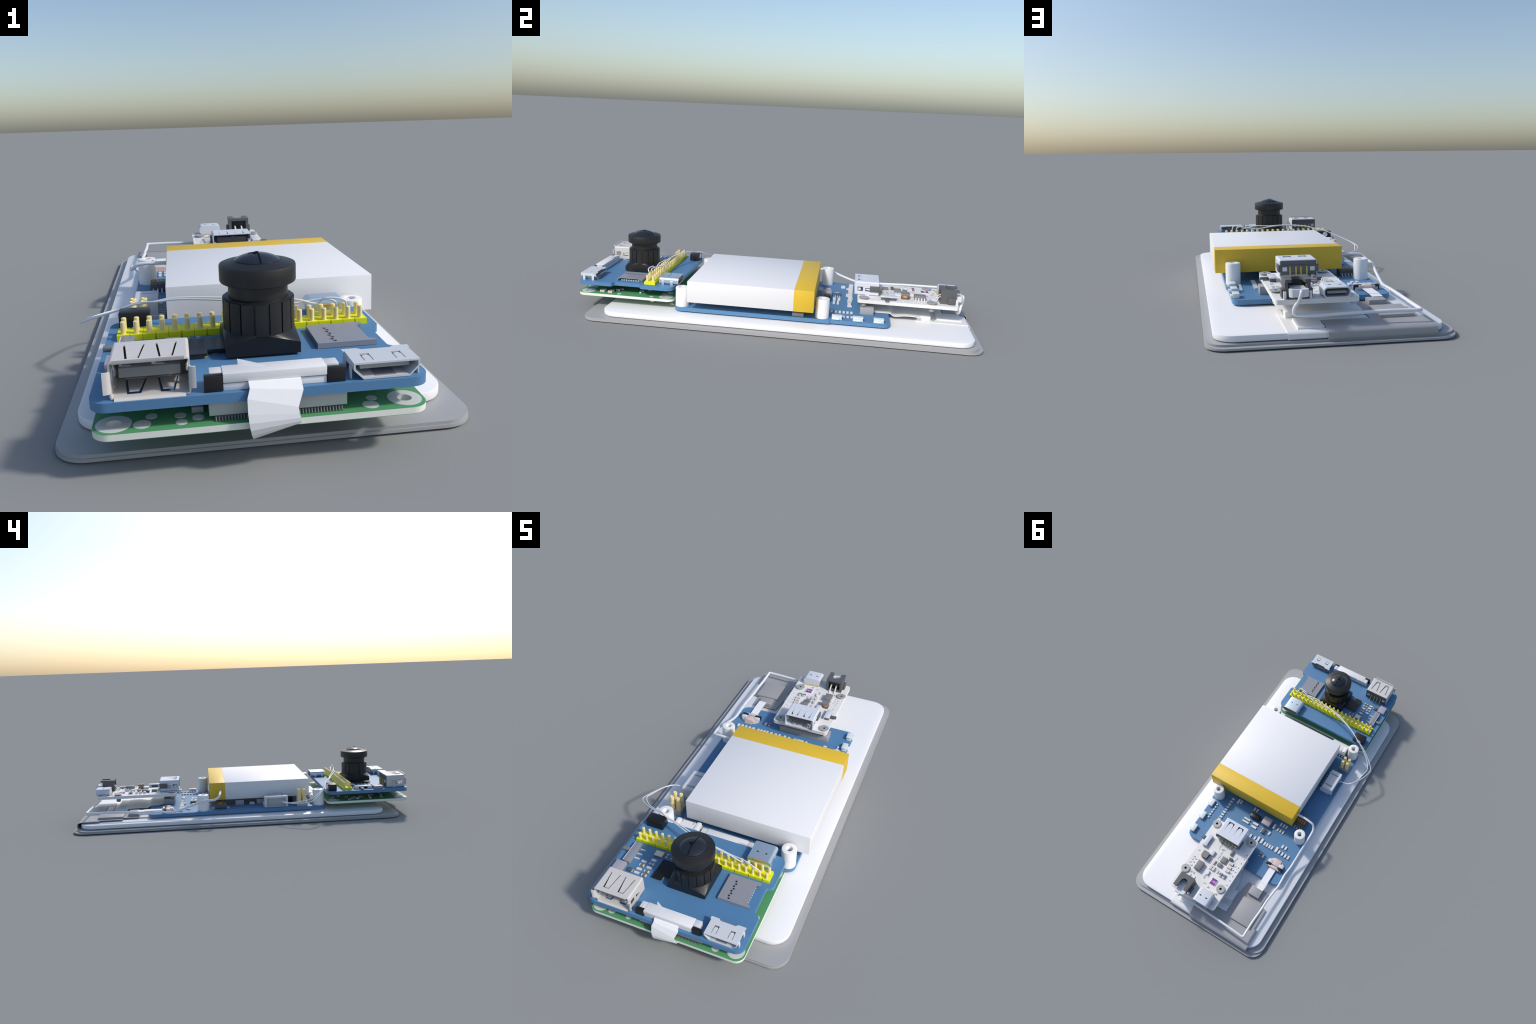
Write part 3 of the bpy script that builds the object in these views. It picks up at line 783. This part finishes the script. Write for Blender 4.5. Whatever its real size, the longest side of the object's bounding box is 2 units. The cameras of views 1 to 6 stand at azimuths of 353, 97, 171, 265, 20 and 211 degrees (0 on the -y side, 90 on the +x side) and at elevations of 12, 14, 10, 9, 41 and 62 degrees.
# flat-cable socket at the front of the carrier board
g = Geo()
g.box(-0.0985, 0.102, -0.9695, -0.925, 0.1715, 0.1895, "white", 0.001)
g.box(-0.0985, 0.102, -0.967, -0.925, ZH, 0.1690, "white", 0.001)
g.box(-0.095, 0.098, -0.955, -0.927, 0.169, 0.1715, "conn")
g.box(-0.123, -0.0990, -0.955, -0.926, ZH, 0.1880, "offwhite", 0.001)
g.box(0.1025, 0.129, -0.955, -0.926, ZH, 0.1880, "offwhite", 0.001)
cs = put("ribbon_socket", g, root)
boxpart("socket_latch", cs, -0.1345, -0.0995, -0.970, -0.9555, ZH, 0.1870, "black", 0.001)
boxpart("socket_latch", cs, 0.1030, 0.1385, -0.970, -0.9555, ZH, 0.1845, "black", 0.001)
g = Geo()
rows = [((-0.050, -0.93, 0.1705), (0.050, -0.93, 0.1705)), ((-0.051, -0.973, 0.1705), (0.050, -0.973, 0.1700)),
        ((-0.050, -0.982, 0.162), (0.052, -0.984, 0.152)), ((-0.056, -0.990, 0.145), (0.040, -0.995, 0.123)),
        ((-0.056, -0.996, 0.116), (0.0415, -0.997, 0.1105)), ((-0.0545, -0.998, 0.099), (0.044, -0.9975, 0.102)),
        ((-0.0525, -0.998, 0.085), (0.0455, -0.994, 0.094)), ((-0.050, -0.994, 0.0725), (0.0465, -0.987, 0.087)),
        ((-0.047, -0.985, 0.0615), (0.047, -0.972, 0.080)), ((-0.040, -0.968, 0.056), (0.047, -0.945, 0.075)),
        ((-0.02, -0.93, 0.058), (0.05, -0.90, 0.073))]
g.sheet(rows, 0.0025, "ribbon")
put("ribbon_cable", g, cs, sharp=2)
g = Geo()  # loose corner of the ribbon's stiffener
g.add([(-0.0655, -0.915, 0.197), (-0.0655, -0.9165, 0.197), (-0.0655, -0.921, 0.1875), (-0.0655, -0.9225, 0.1875), (-0.004, -0.947, 0.1893), (-0.004, -0.9475, 0.1900)],
      [(0, 1, 3, 2), (0, 2, 4), (1, 5, 3), (2, 3, 5, 4), (0, 4, 5, 1)], "ribbon")
put("ribbon_stiffener", g, cs)

# slide switch and small parts on the carrier board
g = Geo()
g.box(-0.311, -0.280, -0.768, -0.659, ZH, 0.1735, "sd", 0.002)
g.box(-0.3128, -0.3105, -0.766, -0.661, ZH + 0.001, 0.173, "white")
g.box(-0.3134, -0.3127, -0.738, -0.686, 0.1585, 0.1685, "hole")
g.box(-0.349, -0.312, -0.710, -0.692, 0.1595, 0.1665, "chip", 0.0015)
for y in (-0.728, -0.704, -0.679): g.box(-0.280, -0.258, y - 0.003, y + 0.003, ZH, ZH + 0.003, "tin")
g.box(-0.309, -0.286, -0.6592, -0.655, ZH, 0.165, "lime")
put("slide_switch", g, hat)
boxpart("inductor", hat, -0.333, -0.288, -0.829, -0.773, ZH, 0.1725, "lav", 0.001)
for x, y, k in ((-.198, -.797, "brown"), (-.1975, -.776, "brown"), (-.1975, -.7545, "ceramic"), (-.1975, -.7335, "conn"), (-.198, -.713, "ceramic"),
                (-.232, -.796, "ceramic"), (-.232, -.7755, "ceramic"), (-.232, -.7535, "brown"), (-.233, -.7335, "ceramic")):
    chip("chip_capacitor", hat, x, y, ZH, k, 0.0225, 0.0105, 0.0055, "x")
for x, y in ((-.133, -.672), (-.158, -.672)): chip("chip_capacitor", hat, x, y, ZH, "brown", 0.019, 0.010, 0.006)
g = Geo()
g.box(-0.275, -0.255, -0.802, -0.784, ZH + 0.001, 0.1625, "dark", 0.0008)
for i in range(3):
    g.box(-0.255, -0.250, -0.800 + 0.0055 * i, -0.7975 + 0.0055 * i, ZH, ZH + 0.003, "tin")
put("small_chip", g, hat)
g = Geo()
g.box(-0.2135, -0.174, -0.690, -0.660, ZH + 0.0005, 0.1605, "purple", 0.001)
g.box(-0.214, -0.1735, -0.6905, -0.6595, 0.1605, 0.1625, "gold", 0.001)
g.box(-0.2105, -0.177, -0.6875, -0.6625, 0.1625, 0.1635, "offwhite", 0.0005)
put("crystal", g, hat)

# ------------------------------------------------------------------ charger board (white)
ZW0, ZW = 0.1265, 0.1440
SCREWS = [(-0.064, 0.448), (0.181, 0.450), (-0.065, 0.780), (0.182, 0.780)]
wholes = [(-0.084, 0.527 + 0.0305 * i) for i in range(8)]
g = Geo()
g.prism(rrect(-0.099, 0.2035, 0.419, 0.907, 0.014, 5), ZW0, ZW, "wboard", holes=[circle(x, y, 0.0036, 10) for x, y in wholes])
wb = put("charger_board", g, root)
g = Geo()
hexa = circle(0, 0, 0.0072, 6)
g.ring([(0.0072, ZW + 0.004), (0.0072, 0.1525), (0.0245, 0.1525), (0.0255, 0.1518), (0.0255, 0.151), (0.016, ZW), (0.0072, ZW)], 0, 0, "screw", 32)
g.lathe([(0.0, ZW + 0.0042), (0.0073, ZW + 0.004)], 0, 0, "hole", 6)
g.lathe([(0.0115, 0.104), (0.0125, 0.106), (0.0125, ZW0)], 0, 0, "thread", 20)
for k in range(5): g.ring([(0.0124, 0.1075 + 0.0042 * k), (0.0142, 0.1095 + 0.0042 * k), (0.0124, 0.1112 + 0.0042 * k)], 0, 0, "screw", 20)
scm = g.mesh("board_screw")
for x, y in SCREWS: put("board_screw", scm, wb, (x, y, 0))

wide_socket("usb_socket", -0.0255, 0.1295, 0.403, 0.5225, ZW + 0.001, 0.2145, "cool", False, False)

# rounded socket at the far end
g = Geo()
oval_shell(g, -0.0635, 0.0345, ZW + 0.001, 0.1845, 0.833, 0.9165, "cool", 0.0045)
for cx in (-0.034, 0.005): g.box(cx - 0.006, cx + 0.006, 0.872, 0.8775, 0.1845, 0.1849, "hole")
for xa in (-0.0645, 0.0325): g.box(xa, xa + 0.003, 0.85, 0.862, ZW, ZW + 0.02, "cool")
uc = put("round_edge_socket", g, root)
g = Geo()
g.box(-0.050, 0.021, 0.852, 0.911, 0.1600, 0.1695, "sd", 0.003)
for i in range(12): g.box(-0.045 + 0.0052 * i, -0.0425 + 0.0052 * i, 0.86, 0.908, 0.1693, 0.1700, "gold")
for i in range(11): g.box(-0.053 + 0.0076 * i, -0.0485 + 0.0076 * i, 0.824, 0.834, ZW, ZW + 0.0025, "gold")
put("socket_insulator", g, uc)

# dark two-pin socket with the white plug
g = Geo()
x0, x1, y0, y1, zt = 0.077, 0.1685, 0.820, 0.907, 0.2145
def jtop():
    arc = [(0.122 + 0.021 * math.cos(a), 0.868 - 0.021 * math.sin(a)) for a in (math.radians(d) for d in range(0, 181, 20))]
    return [(x0, y0), (x1, y0), (x1, y1), (0.148, y1), (0.143, 0.894)] + arc + [(0.101, 0.894), (0.098, y1), (x0, y1)]
g.prism(jtop(), zt - 0.011, zt, "dark")
g.prism([(x0, y0 + .001), (x0 + 0.012, y0 + .001), (x0 + 0.012, y1 - 0.012), (x0, y1 - 0.012)], ZW, zt - 0.011, "dark")
g.prism([(x1 - 0.012, y0 + .001), (x1, y0 + .001), (x1, y1 - 0.012), (x1 - 0.012, y1 - 0.012)], ZW, zt - 0.011, "dark")
g.box(x0 + 0.012, x1 - 0.012, y0 + 0.02, y0 + 0.03, ZW, zt - 0.011, "black")
g.box(x0 + 0.0121, x1 - 0.0121, y0, y0 + 0.012, ZW, ZW + 0.014, "dark")
g.box(x0 + 0.012, x1 - 0.012, y0 + 0.03, y1 - 0.002, ZW, ZW + 0.008, "dark")
g.box(x0 - 0.009, x0, y0 + 0.035, y1 - 0.015, ZW + 0.003, ZW + 0.034, "dark", 0.001)
g.box(x1, x1 + 0.011, y0 + 0.035, y1 - 0.015, ZW + 0.003, ZW + 0.034, "dark", 0.001)
js = put("battery_socket", g, root)
g = Geo()
for cx in (0.106, 0.136):
    g.sheet([((cx - 0.0035, y, z), (cx + 0.0035, y, z)) for y, z in ((0.842, 0.178), (0.832, 0.176), (0.815, 0.168), (0.807, 0.150), (0.803, 0.1465), (0.792, 0.1462))], 0.0035, "white")
for xa in (x0 - 0.004, x1 - 0.004): g.box(xa, xa + 0.009, y1 - 0.016, y1 - 0.002, ZW, ZW + 0.027, "white", 0.001)
put("socket_pin", g, js)
g = Geo()
g.box(0.094, 0.150, 0.85, 0.905, 0.156, 0.183, "white", 0.001)
g.prism([(0.088, 0.903), (0.156, 0.903), (0.156, 0.921), (0.147, 0.929), (0.103, 0.929), (0.088, 0.921)][::1], 0.156, 0.183, "white")
put("wire_plug", g, js)

# switch, chips and small parts
g = Geo()
g.box(0.1545, 0.181, 0.534, 0.607, ZW, 0.1575, "dark", 0.001)
g.box(0.152, 0.1835, 0.532, 0.609, 0.1575, 0.163, "cool", 0.001)
g.box(0.151, 0.1555, 0.534, 0.55, ZW, 0.158, "cool"); g.box(0.151, 0.1555, 0.591, 0.607, ZW, 0.158, "cool")
g.box(0.181, 0.2155, 0.552, 0.571, 0.1475, 0.156, "dark", 0.001)
put("slide_switch", g, wb)
g = Geo()
for dz, m in ((0, "copper"),):
    g.lathe([(0.016, 0.150), (0.0175, 0.153), (0.0175, 0.163), (0.016, 0.166)], 0.1245, 0.655, "copper", 24)
g.prism(rounded([(0.1045, 0.635, .006), (0.1445, 0.635, .006), (0.1445, 0.675, .006), (0.1045, 0.675, .006)], 3), 0.1645, 0.1735, "chip")
g.prism(rounded([(0.1045, 0.635, .006), (0.1445, 0.635, .006), (0.1445, 0.675, .006), (0.1045, 0.675, .006)], 3), ZW, 0.1505, "dark")
put("wound_inductor", g, wb)
def ic(name, x0, x1, y0, y1, h, legs=0, ax="y", m="chip"):
    g = Geo()
    g.box(x0, x1, y0, y1, ZW + 0.0015, ZW + h, m, 0.0008)
    for i in range(legs):
        if ax == "x":
            y = y0 + (y1 - y0) * (i + 0.5) / legs
            for a, b in ((x0 - 0.008, x0), (x1, x1 + 0.008)):
                g.box(a, b, y - 0.0025, y + 0.0025, ZW, ZW + 0.003, "white")
            g.box(x0 - 0.0025, x0, y - 0.0025, y + 0.0025, ZW, ZW + h * 0.55, "white"); g.box(x1, x1 + 0.0025, y - 0.0025, y + 0.0025, ZW, ZW + h * 0.55, "white")
        else:
            x = x0 + (x1 - x0) * (i + 0.5) / legs
            for a, b in ((y0 - 0.006, y0), (y1, y1 + 0.006)): g.box(x - 0.0022, x + 0.0022, a, b, ZW, ZW + 0.003, "white")
    return put(name, g, wb)
ic("chip_package", 0.100, 0.140, 0.699, 0.755, 0.0215, 4, "x")
ic("chip_package", -0.003, 0.0315, 0.606, 0.642, 0.0125)
ic("chip_package", 0.006, 0.034, 0.651, 0.672, 0.0120, m="chip")
ic("chip_package", -0.009, 0.004, 0.546, 0.578, 0.0135, m="chip")
ic("chip_package", -0.029, -0.006, 0.591, 0.606, 0.0125, m="dark")
ic("chip_package", 0.085, 0.108, 0.605, 0.638, 0.0135, 3, "x", "offwhite")
for x, y, k, W in ((-.035, .620, "peach", .015), (-.037, .645, "peach", .015), (-.038, .669, "peach", .015), (.057, .699, "peach", .015), (.038, .699, "peach", .015),
                   (.058, .663, "peach", .013), (.052, .736, "ceramic", .012), (-.016, .707, "chip", .016), (-.040, .706, "chip", .016), (.009, .702, "ceramic", .010), (.017, .697, "ceramic", .008)):
    chip("chip_capacitor", wb, x, y, ZW, k, 0.026 if W > .011 else 0.018, W, 0.0105 if W > .011 else 0.006, "x" if x < -0.03 and y < 0.68 else "y")
for x, y in ((.182, .692), (.183, .711), (.184, .732), (.181, .644), (.165, .70), (.166, .722), (.167, .745), (-.06, .62), (-.06, .645), (-.058, .67)):
    chip("chip_resistor", wb, x, y, ZW, "ceramic", 0.012, 0.007, 0.004, "x")
chip("chip_capacitor", wb, -0.078, 0.868, ZW, "peach", 0.014, 0.009, 0.007)
# faint silk-screen flecks in rows, as on the board (no readable words)
g = Geo()
def fleck(x, y, n, dx, dy):
    for i in range(n):
        for j in range(3):
            if rng.random() < 0.75:
                xx = x + dx * i + rng.uniform(-.001, .001) + (0.0035 * j if dx == 0 else 0); yy = y + dy * i + (0.0035 * j if dx else 0)
                w = rng.uniform(0.0012, 0.0026); l = rng.uniform(0.0010, 0.0022)
                g.box(xx - w, xx + w, yy - l, yy + l, ZW, ZW + 0.0004, "ink")
fleck(0.075, 0.535, 6, 0, 0.0085); fleck(0.045, 0.585, 9, 0, 0.0095); fleck(0.043, 0.568, 4, 0.006, 0)
fleck(-0.050, 0.570, 10, 0, 0.0085); fleck(0.085, 0.65, 4, 0, 0.009); fleck(0.052, 0.752, 4, 0, 0.007)
fleck(0.028, 0.793, 3, 0.006, 0); fleck(-0.006, 0.806, 3, 0.006, 0); fleck(0.12, 0.775, 4, 0.007, 0)
fleck(-0.035, 0.822, 3, 0.007, 0); fleck(-0.065, 0.815, 3, 0.007, 0)
for i in range(40):
    x, y = rng.uniform(-0.08, 0.19), rng.uniform(0.54, 0.86)
    g.box(x - .0012, x + .0012, y - .0012, y + .0012, ZW, ZW + 0.0004, "ink")
put("board_print", g, wb, stuff=True)
# purple marked part
g = Geo()
g.box(-0.0255, 0.0155, 0.7455, 0.7825, ZW, 0.1480, "tin", 0.0006)
g.box(-0.0215, 0.0115, 0.7458, 0.7822, 0.1480, 0.1488, "purple")
pr = put("marked_resistor", g, wb)
cu = bpy.data.curves.new("resistor_mark", "FONT")
cu.body = "1812"; cu.size = 0.0195; cu.extrude = 0.0002; cu.align_x = "CENTER"; cu.align_y = "CENTER"
tmp = bpy.data.objects.new("tmp_text", cu)
bpy.context.scene.collection.objects.link(tmp)
dg = bpy.context.evaluated_depsgraph_get()
me = bpy.data.meshes.new_from_object(tmp.evaluated_get(dg))
bpy.data.objects.remove(tmp)
me.materials.clear(); me.materials.append(M["inkwhite"])
put("resistor_mark", me, wb, (-0.005, 0.764, 0.1491))

# ------------------------------------------------------------------ wires
thin = [(-0.298, -0.196, 0.104), (-0.323, -0.214, 0.108), (-0.362, -0.222, 0.110), (-0.410, -0.267, 0.1105), (-0.4425, -0.342, 0.118), (-0.4435, -0.384, 0.129),
        (-0.402, -0.4255, 0.1515), (-0.341, -0.466, 0.178), (-0.292, -0.486, 0.198), (-0.239, -0.5145, 0.2105), (-0.179, -0.539, 0.2245), (-0.068, -0.579, 0.228),
        (0.022, -0.603, 0.222), (0.105, -0.618, 0.2235), (0.163, -0.623, 0.2085), (0.178, -0.628, 0.2225), (0.205, -0.635, 0.2245), (0.228, -0.639, 0.219), (0.2345, -0.633, 0.207), (0.236, -0.630, 0.197)]
thin2 = [(-0.298, -0.222, 0.104), (-0.330, -0.217, 0.107), (-0.368, -0.222, 0.109), (-0.402, -0.262, 0.113), (-0.424, -0.335, 0.126), (-0.4265, -0.375, 0.137),
         (-0.386, -0.4255, 0.157), (-0.328, -0.466, 0.182), (-0.286, -0.486, 0.202), (-0.232, -0.521, 0.212), (-0.172, -0.548, 0.2225), (-0.065, -0.590, 0.225),
         (0.02, -0.594, 0.218), (0.095, -0.600, 0.207), (0.150, -0.612, 0.215), (0.185, -0.622, 0.219), (0.205, -0.628, 0.215), (0.211, -0.631, 0.205), (0.211, -0.631, 0.197)]
for path in (thin, thin2):
    g = Geo(); g.tube(spline(path, 3), 0.0027, "wire", 8)
    put("signal_wire", g, root, sharp=60)
thick = [(-0.200, 0.150, 0.166), (-0.256, 0.1495, 0.168), (-0.309, 0.155, 0.167), (-0.328, 0.160, 0.156), (-0.342, 0.188, 0.141), (-0.343, 0.258, 0.137), (-0.339, 0.326, 0.112),
         (-0.3345, 0.432, 0.079), (-0.328, 0.494, 0.083), (-0.332, 0.574, 0.083), (-0.321, 0.683, 0.090), (-0.3205, 0.756, 0.091), (-0.316, 0.823, 0.093), (-0.3155, 0.900, 0.094),
         (-0.3155, 0.930, 0.094), (-0.309, 0.9355, 0.094), (-0.280, 0.9345, 0.094), (-0.205, 0.930, 0.094), (-0.06, 0.923, 0.090), (0.062, 0.918, 0.086), (0.120, 0.916, 0.090), (0.141, 0.9195, 0.098), (0.138, 0.925, 0.122), (0.126, 0.931, 0.142), (0.119, 0.936, 0.165), (0.116, 0.934, 0.176), (0.116, 0.922, 0.176)]
g = Geo(); g.tube(spline(thick, 2), 0.0068, "wire", 12)
put("power_wire", g, root, sharp=60)
